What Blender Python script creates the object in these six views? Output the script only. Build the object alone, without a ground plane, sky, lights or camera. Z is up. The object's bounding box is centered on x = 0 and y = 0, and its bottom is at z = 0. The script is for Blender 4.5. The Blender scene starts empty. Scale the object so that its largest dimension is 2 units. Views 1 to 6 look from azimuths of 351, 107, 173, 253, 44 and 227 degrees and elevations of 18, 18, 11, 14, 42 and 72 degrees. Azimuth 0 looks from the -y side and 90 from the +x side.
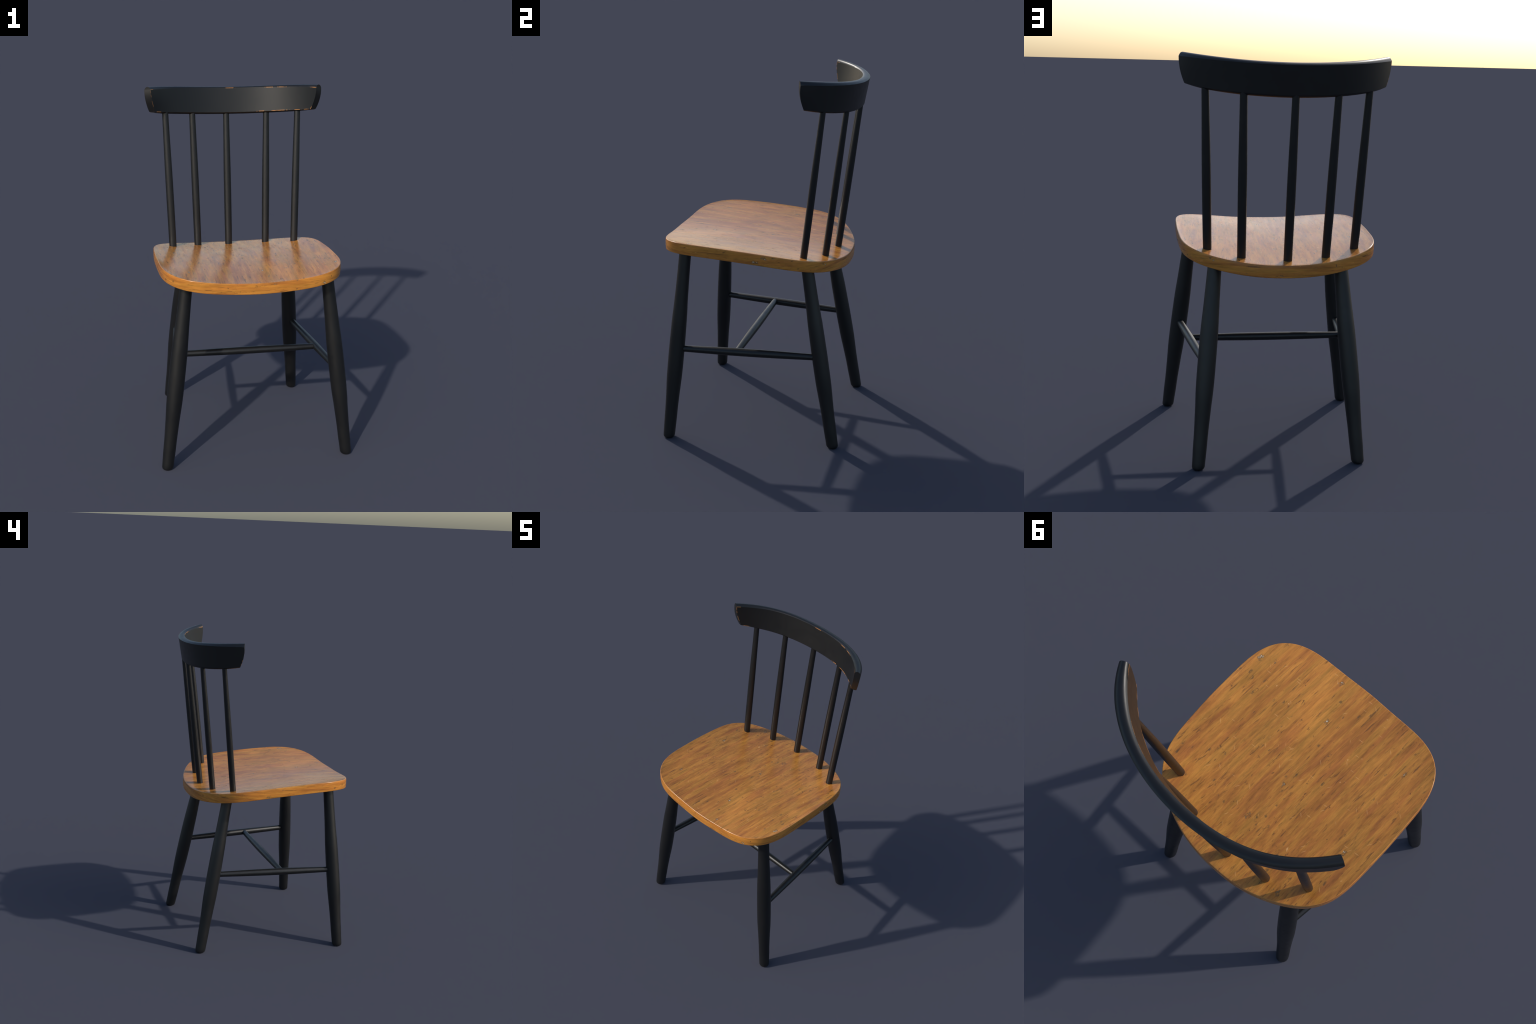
import bpy, math
from mathutils import Vector, Matrix

# ------------------------------------------------------------------ helpers
def new_mesh_object(name, verts, faces, mats, parent, face_mat=None, sharp_angle=None):
    me = bpy.data.meshes.new(name)
    me.from_pydata([tuple(v) for v in verts], [], faces)
    me.validate()
    for m in mats:
        me.materials.append(m)
    if face_mat:
        for p, k in zip(me.polygons, face_mat):
            p.material_index = k
    for p in me.polygons:
        p.use_smooth = True
    if sharp_angle is not None:
        me.set_sharp_from_angle(angle=math.radians(sharp_angle))
    ob = bpy.data.objects.new(name, me)
    bpy.context.scene.collection.objects.link(ob)
    ob.parent = parent
    return ob

def interp(table, t):
    """smooth (monotone cubic-ish) interpolation of a turning profile"""
    if t <= table[0][0]:
        return table[0][1]
    for i in range(len(table) - 1):
        (a, ra), (b, rb) = table[i], table[i + 1]
        if t <= b:
            k = (t - a) / (b - a)
            sa = (rb - table[i - 1][1]) / (b - table[i - 1][0]) if i > 0 else (rb - ra) / (b - a)
            sb = (table[i + 2][1] - ra) / (table[i + 2][0] - a) if i + 2 < len(table) else (rb - ra) / (b - a)
            h = b - a
            return ((2*k**3 - 3*k*k + 1) * ra + (k**3 - 2*k*k + k) * h * sa
                    + (-2*k**3 + 3*k*k) * rb + (k**3 - k*k) * h * sb)
    return table[-1][1]

def turned(points_radii, axis_a, axis_b, seg=32, floor=None):
    """surface of revolution: list of (distance from A, radius) about the line A-B"""
    A, B = Vector(axis_a), Vector(axis_b)
    d = (B - A).normalized()
    e1 = d.cross(Vector((0, 1, 0))).normalized()
    e2 = d.cross(e1)
    verts, faces = [], []
    for s, r in points_radii:
        for j in range(seg):
            a = 2 * math.pi * j / seg
            p = A + d * s + (e1 * math.cos(a) + e2 * math.sin(a)) * r
            verts.append(p)
    n = len(points_radii)
    for i in range(n - 1):
        for j in range(seg):
            k = (j + 1) % seg
            faces.append((i*seg + j, i*seg + k, (i+1)*seg + k, (i+1)*seg + j))
    faces.append(tuple(range(seg))[::-1])
    faces.append(tuple((n-1)*seg + j for j in range(seg)))
    return verts, faces

# ---------------------------------------------------------------- materials
class Nodes:
    def __init__(self, name):
        self.mat = bpy.data.materials.new(name)
        self.mat.use_nodes = True
        self.t = self.mat.node_tree
        self.bsdf = self.t.nodes["Principled BSDF"]
    def add(self, kind, **kw):
        n = self.t.nodes.new(kind)
        for k, v in kw.items():
            setattr(n, k, v)
        return n
    def link(self, a, b):
        self.t.links.new(a, b)
    def coords(self, scale=(1, 1, 1), rot=(0, 0, 0), loc=(0, 0, 0)):
        tc = self.add("ShaderNodeTexCoord")
        m = self.add("ShaderNodeMapping")
        m.inputs["Scale"].default_value = scale
        m.inputs["Location"].default_value = loc
        turn = self.add("ShaderNodeMapping")        # turn first, then stretch
        turn.inputs["Rotation"].default_value = rot
        self.link(tc.outputs["Object"], turn.inputs["Vector"])
        self.link(turn.outputs["Vector"], m.inputs["Vector"])
        return m.outputs["Vector"]
    def noise(self, vec, scale, detail=4, rough=0.55, dist=0.0):
        n = self.add("ShaderNodeTexNoise")
        n.inputs["Scale"].default_value = scale
        n.inputs["Detail"].default_value = detail
        n.inputs["Roughness"].default_value = rough
        n.inputs["Distortion"].default_value = dist
        self.link(vec, n.inputs["Vector"])
        return n.outputs["Fac"]
    def ramp(self, fac, stops, interp="LINEAR"):
        r = self.add("ShaderNodeValToRGB")
        r.color_ramp.interpolation = interp
        el = r.color_ramp.elements
        while len(el) < len(stops):
            el.new(0.5)
        for e, (p, c) in zip(el, stops):
            e.position = p
            e.color = (c, c, c, 1) if not isinstance(c, tuple) else (*c, 1)
        self.link(fac, r.inputs["Fac"])
        return r.outputs["Color"]
    def math(self, op, a, b=None):
        n = self.add("ShaderNodeMath", operation=op)
        for i, v in enumerate((a, b)):
            if v is None:
                continue
            if isinstance(v, (int, float)):
                n.inputs[i].default_value = v
            else:
                self.link(v, n.inputs[i])
        return n.outputs[0]
    def mix(self, fac, a, b, blend="MIX"):
        n = self.add("ShaderNodeMix", data_type="RGBA", blend_type=blend)
        for s, v in ((n.inputs[0], fac), (n.inputs[6], a), (n.inputs[7], b)):
            if isinstance(v, tuple):
                s.default_value = (*v, 1)
            elif isinstance(v, (int, float)):
                s.default_value = v
            else:
                self.link(v, s)
        return n.outputs[2]
    def bump(self, height, strength, distance, prev=None):
        b = self.add("ShaderNodeBump")
        b.inputs["Strength"].default_value = strength
        b.inputs["Distance"].default_value = distance
        self.link(height, b.inputs["Height"])
        if prev is not None:
            self.link(prev, b.inputs["Normal"])
        return b.outputs["Normal"]

def wood_material(name, along, yaw=0.0, gain=(1.0, 1.0, 1.0)):
    """varnished orange-brown wood; grain runs along 'y' (faces) or horizontally round the rim"""
    n = Nodes(name)
    rot = (0, 0, yaw)
    def grain(k, shift=0.0):
        sc = (1, k, 1) if along == "y" else (k, k, 1)
        return n.coords(sc, rot, (shift, shift * 0.6, shift * 0.3))
    # hue drifts between red-brown and golden olive in long soft bands
    hue = n.noise(grain(0.09), 30.0, 6, 0.66, 0.3)
    base = n.ramp(hue, [(0.36, WOOD_RED), (0.46, WOOD_MID), (0.54, WOOD_LIGHT), (0.64, WOOD_OLIVE)])
    # streaks about a centimetre wide, fibres a millimetre or two
    streak = n.noise(grain(0.075, 2.0), 56.0, 8, 0.72, 0.35)
    fibre = n.noise(grain(0.10, 5.0), 185.0, 6, 0.72, 0.3)
    value = n.math("ADD", n.math("MULTIPLY", streak, 0.68), n.math("MULTIPLY", fibre, 0.32))
    shade = n.ramp(value, [(0.36, 0.58), (0.45, 0.85), (0.54, 1.04), (0.65, 1.25)])
    col = n.mix(1.0, base, shade, "MULTIPLY")
    patch = n.ramp(n.noise(grain(0.45, 7.0), 8.0, 3), [(0.35, 0.90), (0.65, 1.08)])
    col = n.mix(1.0, col, patch, "MULTIPLY")
    # thin dark pore lines and stout dark dashes lying along the grain
    line = n.ramp(n.noise(grain(0.07, 11.0), 115.0, 5, 0.62, 0.5), [(0.595, 0.0), (0.66, 0.70)])
    col = n.mix(line, col, WOOD_DASH)
    dash = n.ramp(n.noise(grain(0.28, 3.0), 62.0, 4, 0.62, 0.8), [(0.655, 0.0), (0.71, 0.85)])
    col = n.mix(dash, col, WOOD_DASH)
    # dents: dark olive pits of ragged shape, some holding a pale speck
    wob = n.noise(n.coords((1, 0.6, 1), rot), 120.0, 4, 0.65)
    def spots(scale, keep, r0, r1, shift, stretch):
        v = n.add("ShaderNodeTexVoronoi", feature="F1")
        v.inputs["Scale"].default_value = scale
        n.link(n.coords((1, stretch, 1), rot, (shift, shift * 0.7, shift * 0.2)), v.inputs["Vector"])
        c = n.add("ShaderNodeSeparateColor")
        n.link(v.outputs["Color"], c.inputs[0])
        size = n.math("MULTIPLY", n.math("SUBTRACT", c.outputs[2], 0.5), 0.06)
        d = n.math("ADD", n.math("ADD", v.outputs["Distance"], size),
                   n.math("MULTIPLY", n.math("SUBTRACT", wob, 0.5), 0.62))
        pick = n.math("GREATER_THAN", c.outputs[0], keep)
        return d, pick, n.math("MULTIPLY", n.ramp(d, [(r0, 1.0), (r1, 0.0)]), pick)
    d1, p1, pit = spots(30.0, 0.50, 0.05, 0.17, 0.0, 0.50)
    col = n.mix(n.math("MULTIPLY", pit, 0.66), col, WOOD_PIT)
    d2, p2, halo = spots(15.0, 0.50, 0.05, 0.12, 3.1, 0.55)
    speck = n.math("MULTIPLY", n.ramp(d2, [(0.010, 1.0), (0.036, 0.0)]), p2)
    col = n.mix(n.math("MULTIPLY", halo, 0.75), col, WOOD_PIT)
    col = n.mix(n.math("MULTIPLY", speck, 0.85), col, WOOD_SPECK)
    d3, p3, chip = spots(20.0, 0.72, 0.02, 0.07, 6.3, 0.8)
    col = n.mix(n.math("MULTIPLY", chip, 0.75), col, WOOD_SCRATCH)
    # short pale scratches at odd angles
    scr = None
    for ang, seed in ((0.5, 0.0), (-0.85, 5.0), (1.45, 9.0)):
        v = n.add("ShaderNodeTexVoronoi", feature="F1")
        v.inputs["Scale"].default_value = 13.0
        n.link(n.coords((7.0, 0.95, 1.0), (0, 0, yaw + ang), (seed, seed * 0.7, 0)), v.inputs["Vector"])
        sc = n.add("ShaderNodeSeparateColor")
        n.link(v.outputs["Color"], sc.inputs[0])
        m = n.math("MULTIPLY", n.ramp(v.outputs["Distance"], [(0.10, 1.0), (0.17, 0.0)]),
                   n.math("GREATER_THAN", sc.outputs[0], 0.88))
        scr = m if scr is None else n.math("MAXIMUM", scr, m)
    if along == "y":
        col = n.mix(n.math("MULTIPLY", scr, 0.42), col, WOOD_SCRATCH)
    col = n.mix(1.0, col, gain, "MULTIPLY")
    n.link(col, n.bsdf.inputs["Base Color"])
    rough = n.ramp(n.noise(grain(0.3), 30.0, 3), [(0.3, 0.21), (0.7, 0.29)])
    n.link(rough, n.bsdf.inputs["Roughness"])
    n.bsdf.inputs["Specular IOR Level"].default_value = 0.5
    b = n.bump(fibre, 0.10, 0.0010)
    b = n.bump(n.math("SUBTRACT", 1.0, n.math("MAXIMUM", pit, halo)), 0.30, 0.0015, b)
    b = n.bump(n.math("MAXIMUM", scr, chip), 0.25, 0.001, b)
    n.link(b, n.bsdf.inputs["Normal"])
    return n.mat

WOOD_RED = (0.405, 0.143, 0.031)
WOOD_MID = (0.470, 0.180, 0.033)
WOOD_LIGHT = (0.530, 0.219, 0.039)
WOOD_OLIVE = (0.440, 0.193, 0.033)
WOOD_DASH = (0.120, 0.052, 0.018)
WOOD_PIT = (0.085, 0.058, 0.024)
WOOD_SPECK = (0.66, 0.52, 0.36)
WOOD_SCRATCH = (0.78, 0.40, 0.14)

def paint_material(name, wear=0.0, patches=None):
    """satin black paint; rubbed edges show bare wood in broken patches:
    'patches' gives (centre, half length) along the rail, 'wear' an even share"""
    n = Nodes(name)
    mott = n.noise(n.coords(), 6.0, 4)
    col = n.ramp(mott, [(0.3, (0.0055, 0.0057, 0.0059)), (0.7, (0.0080, 0.0080, 0.0078))])
    rr = n.ramp(n.noise(n.coords(), 35.0, 3), [(0.3, 0.38), (0.7, 0.44)])
    n.link(rr, n.bsdf.inputs["Roughness"])
    if wear > 0 or patches:
        w = n.noise(n.coords(loc=(0.35, 0.1, 0.2)), 11.0, 4, 0.62)
        mask = n.ramp(w, [(1.0 - wear, 0.0), (1.0 - wear + 0.03, 1.0)])
        if patches:
            tc = n.add("ShaderNodeTexCoord")
            sx = n.add("ShaderNodeSeparateXYZ")
            n.link(tc.outputs["Object"], sx.inputs[0])
            frag = n.math("MULTIPLY", n.math("SUBTRACT", n.noise(n.coords(), 110.0, 4, 0.7), 0.5), 4.6)
            for c, h in patches:
                d = n.math("DIVIDE", n.math("ABSOLUTE", n.math("SUBTRACT", sx.outputs[0], c)), h)
                inside = n.math("LESS_THAN", n.math("ADD", d, frag), 0.7)
                mask = n.math("MAXIMUM", mask, inside)
        tint = n.ramp(n.noise(n.coords(), 120.0, 2), [(0.3, (0.33, 0.13, 0.032)), (0.7, (0.58, 0.26, 0.075))])
        col = n.mix(mask, col, tint)
    n.link(col, n.bsdf.inputs["Base Color"])
    n.bsdf.inputs["Specular IOR Level"].default_value = 0.5
    return n.mat

seat_top_wood = wood_material("varnished_wood_face", "y", math.radians(3.0))
seat_rim_wood = wood_material("varnished_wood_rim", "rim", 0.0, (1.10, 1.08, 1.0))
black_paint = paint_material("black_paint")
worn_end = paint_material("black_paint_worn_end", 0.41)
worn_top = paint_material("black_paint_worn_top_edge", 0.30,
                          [(0.01, 0.028), (0.235, 0.034), (0.305, 0.026), (0.470, 0.018), (-0.470, 0.008)])
worn_bottom = paint_material("black_paint_worn_bottom_edge", 0.30,
                             [(0.185, 0.030), (0.290, 0.050), (0.385, 0.018), (0.430, 0.012), (-0.430, 0.020)])
worn_rear = paint_material("black_paint_worn_rear_edge", 0.32)

# --------------------------------------------------------------------- root
YAW = math.radians(2.37)
chair = bpy.data.objects.new("wooden_chair", None)
chair.empty_display_size = 0.2
bpy.context.scene.collection.objects.link(chair)
chair.rotation_euler = (0, 0, YAW)
chair["label"] = "spindle-back chair, black painted frame and orange-brown varnished wooden seat"
chair["category"] = "chair"

# --------------------------------------------------------------------- seat
# plan: radius about a centre as a short cosine series (symmetric left/right)
PLAN = (0.5334, -0.0204, -0.0024, 0.0081, -0.0369, 0.0099, 0.0039, -0.0016, 0.0038, -0.0028, -0.0008)
PLAN_CY = -0.02
SEAT_T = 0.0622

def seat_z(x, y):
    """dished across, sloping down to the back"""
    return 1.0492 - 0.0725 * y + 0.227 * x * x - 0.15 * x * x * y * y

def build_seat():
    seg = 240
    def plan(a, inset):
        r = sum(c * math.cos(i * a) for i, c in enumerate(PLAN)) - inset
        return r * math.sin(a), PLAN_CY + r * math.cos(a)
    R_TOP, R_BOT = 0.0045, 0.0045
    rings = []       # (function of angle -> point), material
    def fill(frac):
        # the hollow is shallower than its rim: the middle stands up a little
        return 0.0175 * (1 - frac * frac) ** 1.3
    def ring(inset, dz, frac=1.0):
        out = []
        for j in range(seg):
            a = 2 * math.pi * j / seg
            x, y = plan(a, inset)
            x, y = x * frac, PLAN_CY + (y - PLAN_CY) * frac
            out.append(Vector((x, y, seat_z(x, y) + dz + fill(frac))))
        return out
    def rim_at(inset, dz):
        # heights measured from the top edge so the rim stays parallel
        out = []
        for j in range(seg):
            a = 2 * math.pi * j / seg
            x0, y0 = plan(a, 0)
            x, y = plan(a, inset)
            out.append(Vector((x, y, seat_z(x0, y0) + dz)))
        return out
    mats = []
    for k in range(1, 25):
        rings.append(ring(R_TOP, 0, k / 24)); mats.append(0)
    for k in range(1, 6):
        t = math.radians(18 * k)
        rings.append(rim_at(R_TOP * (1 - math.sin(t)), -R_TOP * (1 - math.cos(t)))); mats.append(0 if k < 3 else 1)
    for k in range(1, 6):
        f = k / 6
        bulge = 0.0012 * math.sin(math.pi * f)
        rings.append(rim_at(-bulge, -R_TOP - (SEAT_T - R_TOP - R_BOT) * f)); mats.append(1)
    for k in range(0, 6):
        t = math.radians(18 * k)
        rings.append(rim_at(R_BOT * (1 - math.cos(t)), -(SEAT_T - R_BOT) - R_BOT * math.sin(t))); mats.append(1)
    for k in range(23, 0, -1):
        rings.append(ring(R_BOT, -SEAT_T, k / 24)); mats.append(0)
    verts = [Vector((0, PLAN_CY, seat_z(0, PLAN_CY) + fill(0)))]
    faces, fm = [], []
    for r in rings:
        verts += r
    for j in range(seg):
        faces.append((0, 1 + (j + 1) % seg, 1 + j)); fm.append(0)
    for i in range(len(rings) - 1):
        a, b = 1 + i * seg, 1 + (i + 1) * seg
        for j in range(seg):
            k = (j + 1) % seg
            faces.append((a + j, a + k, b + k, b + j)); fm.append(mats[i + 1])
    verts.append(Vector((0, PLAN_CY, seat_z(0, PLAN_CY) - SEAT_T + fill(0))))
    last, a = len(verts) - 1, 1 + (len(rings) - 1) * seg
    for j in range(seg):
        faces.append((a + j, a + (j + 1) % seg, last)); fm.append(0)
    ob = new_mesh_object("seat", verts, faces, [seat_top_wood, seat_rim_wood], chair, fm)
    ob.location = (-0.0265, 0, 0)
    ob.rotation_euler = (0, 0, math.radians(0.22))

build_seat()

# --------------------------------------------------------------------- legs
# turned legs are slightly oval: wider across the chair than front to back
LEG_ACROSS = [(0.0, 0.0312), (0.05, 0.0322), (0.1, 0.0337), (0.17, 0.0345), (0.25, 0.0372), (0.31, 0.0395), (0.36, 0.0422),
              (0.42, 0.0439), (0.50, 0.0443), (0.60, 0.0441), (0.67, 0.0432), (0.72, 0.0415), (0.80, 0.0384),
              (0.87, 0.0364), (0.94, 0.0346), (1.06, 0.0325)]
LEG_DEEP = [(0.0, 0.0312), (0.05, 0.0322), (0.1, 0.0335), (0.17, 0.0343), (0.25, 0.0366), (0.31, 0.0394), (0.36, 0.0412),
            (0.45, 0.0419), (0.53, 0.0418), (0.63, 0.0405), (0.70, 0.0390), (0.76, 0.0365), (0.82, 0.0347),
            (0.88, 0.0334), (0.94, 0.0324), (1.06, 0.0313)]
LEG_CX = -0.0083
# (foot x, foot y), (x, y at z = 0.95), top height inside the seat
LEGS = [((-0.5112, -0.4440), (-0.3980, -0.3733), 1.085), ((0.5112, -0.4440), (0.3980, -0.3733), 1.085),
        ((0.4006, 0.4655), (0.3171, 0.2982), 1.035), ((-0.4006, 0.4655), (-0.3171, 0.2982), 1.035)]

def build_leg(foot, upper, ztop):
    A = Vector((foot[0] + LEG_CX, foot[1], 0))
    U = Vector((upper[0] + LEG_CX, upper[1], 0.95))
    seg = 40
    verts, faces = [], []
    zs = [0.0, 0.0035, 0.008, 0.013] + [0.013 + (ztop - 0.013) * i / 56 for i in range(1, 57)]
    foot_round = {0: 0.0075, 1: 0.0036, 2: 0.0011}
    lean = (U - A) / 0.95
    # sections stay level (feet are cut flat to the floor), circular across the axis
    d = lean.normalized()
    for i, z in enumerate(zs):
        rx = 0.0006 + interp(LEG_ACROSS, z) - foot_round.get(i, 0)
        ry = 0.0006 + interp(LEG_DEEP, z) - foot_round.get(i, 0)
        c = A + lean * z
        for j in range(seg):
            a = 2 * math.pi * j / seg
            off = Vector((math.cos(a) * rx, math.sin(a) * ry, 0))
            h = Vector((lean.x, lean.y, 0))
            L = h.length
            if L > 1e-6:          # stretch along the lean so the true cross-section is round
                h.normalize()
                off += h * off.dot(h) * (1 / d.z - 1)
            verts.append(c + off)
    n = len(zs)
    for i in range(n - 1):
        for j in range(seg):
            k = (j + 1) % seg
            faces.append((i*seg + j, i*seg + k, (i+1)*seg + k, (i+1)*seg + j))
    faces.append(tuple(range(seg))[::-1])
    faces.append(tuple((n-1)*seg + j for j in range(seg)))
    new_mesh_object("leg", verts, faces, [black_paint], chair, sharp_angle=50)

for foot, upper, zt in LEGS:
    build_leg(foot, upper, zt)

# --------------------------------------------------------------- stretchers
def stretcher_profile(length, r_end, r_mid):
    out = []
    for i in range(41):
        t = i / 40
        out.append((t * length, r_end + (r_mid - r_end) * math.sin(math.pi * t) ** 1.25))
    return out

def stretcher(a, b, r_end=0.0175, r_mid=0.0221):
    L = (Vector(b) - Vector(a)).length
    v, f = turned(stretcher_profile(L, r_end, r_mid), a, b, 28)
    new_mesh_object("stretcher", v, f, [black_paint], chair, sharp_angle=50)

stretcher((-0.4490 + LEG_CX, -0.400, 0.5138), (-0.3660 + LEG_CX, 0.352, 0.5073))
stretcher((0.4490 + LEG_CX, -0.400, 0.5143), (0.3660 + LEG_CX, 0.352, 0.5088))
stretcher((-0.414 + LEG_CX, -0.0612, 0.5132), (0.414 + LEG_CX, -0.0745, 0.5107), 0.0171, 0.0215)

# ----------------------------------------------------------------- backrest
BACK_CX = -0.0265
BACK_YAW = math.radians(-0.62)

def build_backrest():
    NU, NV = 96, 14
    def inner(x, v):
        u2 = (x / 0.45) ** 2
        top = 0.4908 - 0.1185 * u2 - 0.0690 * u2 * u2
        bot = 0.4695 - 0.1275 * u2 - 0.0540 * u2 * u2
        return bot + (top - bot) * v
    def outer(x, v):
        u2 = (x / 0.45) ** 2
        top = 0.5309 - 0.1203 * u2 - 0.0536 * u2 * u2
        bot = 0.5060 - 0.1186 * u2 - 0.0528 * u2 * u2
        # one wing is bent a little fuller than the other on its rear face
        t = max(0.0, min(1.0, x / half(1, v)))
        return bot + (top - bot) * v + 0.0255 * t ** 3 * (1 - t ** 10)
    def half(side, v):
        k = (1 - v) ** 2
        return (0.4780 - 0.0267 * k) if side == 0 else (0.5119 - 0.0262 * k)
    def z_top(s, side):
        return (1.9588 + 0.0245 * s) if side == 0 else (1.9510 + 0.0262 * s)
    def z_bot(s, side):
        lift = 0.006 * (s / 1.1236) ** 6
        return (1.8165 + 0.0330 * s + lift * 0.5) if side == 0 else (1.8140 + 0.0325 * s + lift)
    E = 0.0030                                # width of the rubbed edge strips
    def section(t):
        """closed loop of (point, strip material) at station t in -1..1"""
        s = (t * 1.06) ** 2                    # rise towards the ends
        loop = []
        def face(side, v):
            x = t * half(side, v)
            y = (inner if side == 0 else outer)(x, v)
            z = z_bot(s, side) + (z_top(s, side) - z_bot(s, side)) * v
            return Vector((x, y, z))
        H = 0.14
        e = E / H
        # inner face from bottom to top
        vs = [0.0, e] + [e + (1 - 2 * e) * k / NV for k in range(1, NV)] + [1 - e, 1.0]
        ins = [face(0, v) for v in vs]
        outs = [face(1, v) for v in vs][::-1]
        it, ot, ib, ob_ = ins[-1], outs[0], ins[0], outs[-1]
        def crown(a, b, height, n, sign):
            pts = []
            for k in range(1, n):
                f = k / n
                p = a.lerp(b, f)
                shape = (1 - abs(2 * f - 1) ** 2.6)
                # level the two shoulders so that the crown peaks between them
                p.z += sign * height * shape
                pts.append(p)
            return pts
        top = crown(it, ot, 0.0070 + 0.0088 * t * t, 10, 1)
        bot = crown(ob_, ib, 0.0115 - 0.0075 * t ** 6, 10, -1)
        return ins, top, outs, bot
    rings, strip = [], None
    ts = [-1, -1 + 0.004] + [-1 + 0.004 + (2 - 0.008) * k / NU for k in range(1, NU)] + [1 - 0.004, 1]
    for i, t in enumerate(ts):
        ins, top, outs, bot = section(t)
        rings.append(ins + top + outs + bot)
        if strip is None:
            ni, nt, no = len(ins), len(top), len(outs)
            n = len(rings[0])
            strip = [0] * n
            strip[0] = 2                       # inner bottom edge
            strip[ni - 2] = 1                  # inner top edge
            strip[ni + nt] = 4                 # outer top edge
            strip[ni + nt + no - 2] = 4        # outer bottom edge
    n = len(rings[0])
    crown_ids = ()
    verts = [p for r in rings for p in r]
    faces, fm = [], []
    for i in range(len(rings) - 1):
        end = i == 0 or i == len(rings) - 2
        for j in range(n):
            k = (j + 1) % n
            faces.append((i*n + j, (i+1)*n + j, (i+1)*n + k, i*n + k))
            fm.append(3 if end and strip[j] == 0 and j not in crown_ids else strip[j])
    # end grain: rungs between the inner and outer arris, closed by the two crowns
    for i, flip in ((0, False), (len(rings) - 1, True)):
        o = i * n
        ins_i = [o + k for k in range(ni)]
        out_i = [o + ni + nt + no - 1 - k for k in range(no)]
        caps = [(ins_i[k], ins_i[k + 1], out_i[k + 1], out_i[k]) for k in range(ni - 1)]
        caps.append(tuple([ins_i[-1]] + [o + ni + k for k in range(nt)] + [out_i[-1]]))
        caps.append(tuple([out_i[0]] + [o + ni + nt + no + k for k in range(n - ni - nt - no)] + [ins_i[0]]))
        for f in caps:
            faces.append(f[::-1] if flip else f); fm.append(0)
    ob = new_mesh_object("backrest", verts, faces, [black_paint, worn_top, worn_bottom, worn_end, worn_rear], chair, fm, 32)
    ob.location = (BACK_CX, 0, 0)
    # turn about the middle of the rail
    p = Vector((0, 0.40, 0))
    M = Matrix.Translation(Vector((BACK_CX, 0, 0)) + p) @ Matrix.Rotation(BACK_YAW, 4, 'Z') @ Matrix.Translation(-p)
    ob.matrix_local = M

build_backrest()

# ----------------------------------------------------------------- spindles
SPINDLE_ACROSS = [(0.0, 0.0208), (0.1, 0.0211), (0.3, 0.0215), (0.5, 0.0213), (0.62, 0.0206), (0.75, 0.0193),
                  (0.88, 0.0181), (1.0, 0.0174)]
SPINDLE_DEEP = 0.88      # front to back, the rods are a little flatter
# (x, y) at z = 1.0, (x, y) at z = 1.8, z where it leaves the seat
SPINDLES = [((-0.3905, 0.2709), (-0.4152, 0.3639), 1.035, 1.850), ((-0.2308, 0.3597), (-0.2480, 0.4544), 1.010, 1.840),
            ((-0.0387, 0.3899), (-0.0404, 0.4899), 1.000, 1.835), ((0.1830, 0.3593), (0.1961, 0.4560), 1.010, 1.840),
            ((0.3400, 0.2693), (0.3645, 0.3643), 1.035, 1.850)]

def build_spindles():
    prof = [(i / 40, interp(SPINDLE_ACROSS, i / 40) + 0.0005) for i in range(41)]
    v, f = turned(prof, (0, 0, 0), (0, 0, 1), 28)
    for p in v:
        p.y *= SPINDLE_DEEP - 0.07 * p.z
    first = None
    for lo, hi, z0, z1 in SPINDLES:
        lean = (Vector((hi[0], hi[1], 1.8)) - Vector((lo[0], lo[1], 1.0))) / 0.8
        A = Vector((lo[0], lo[1], 1.0)) + lean * (z0 - 1.0)
        B = Vector((lo[0], lo[1], 1.0)) + lean * (z1 - 1.0)
        if first is None:
            ob = first = new_mesh_object("spindle", v, f, [black_paint], chair, sharp_angle=50)
        else:
            ob = first.copy()
            bpy.context.scene.collection.objects.link(ob)
        d = B - A
        ob.rotation_mode = 'QUATERNION'
        ob.rotation_quaternion = Vector((0, 0, 1)).rotation_difference(d.normalized())
        ob.location = A
        ob.scale = (1, 1, d.length)

build_spindles()
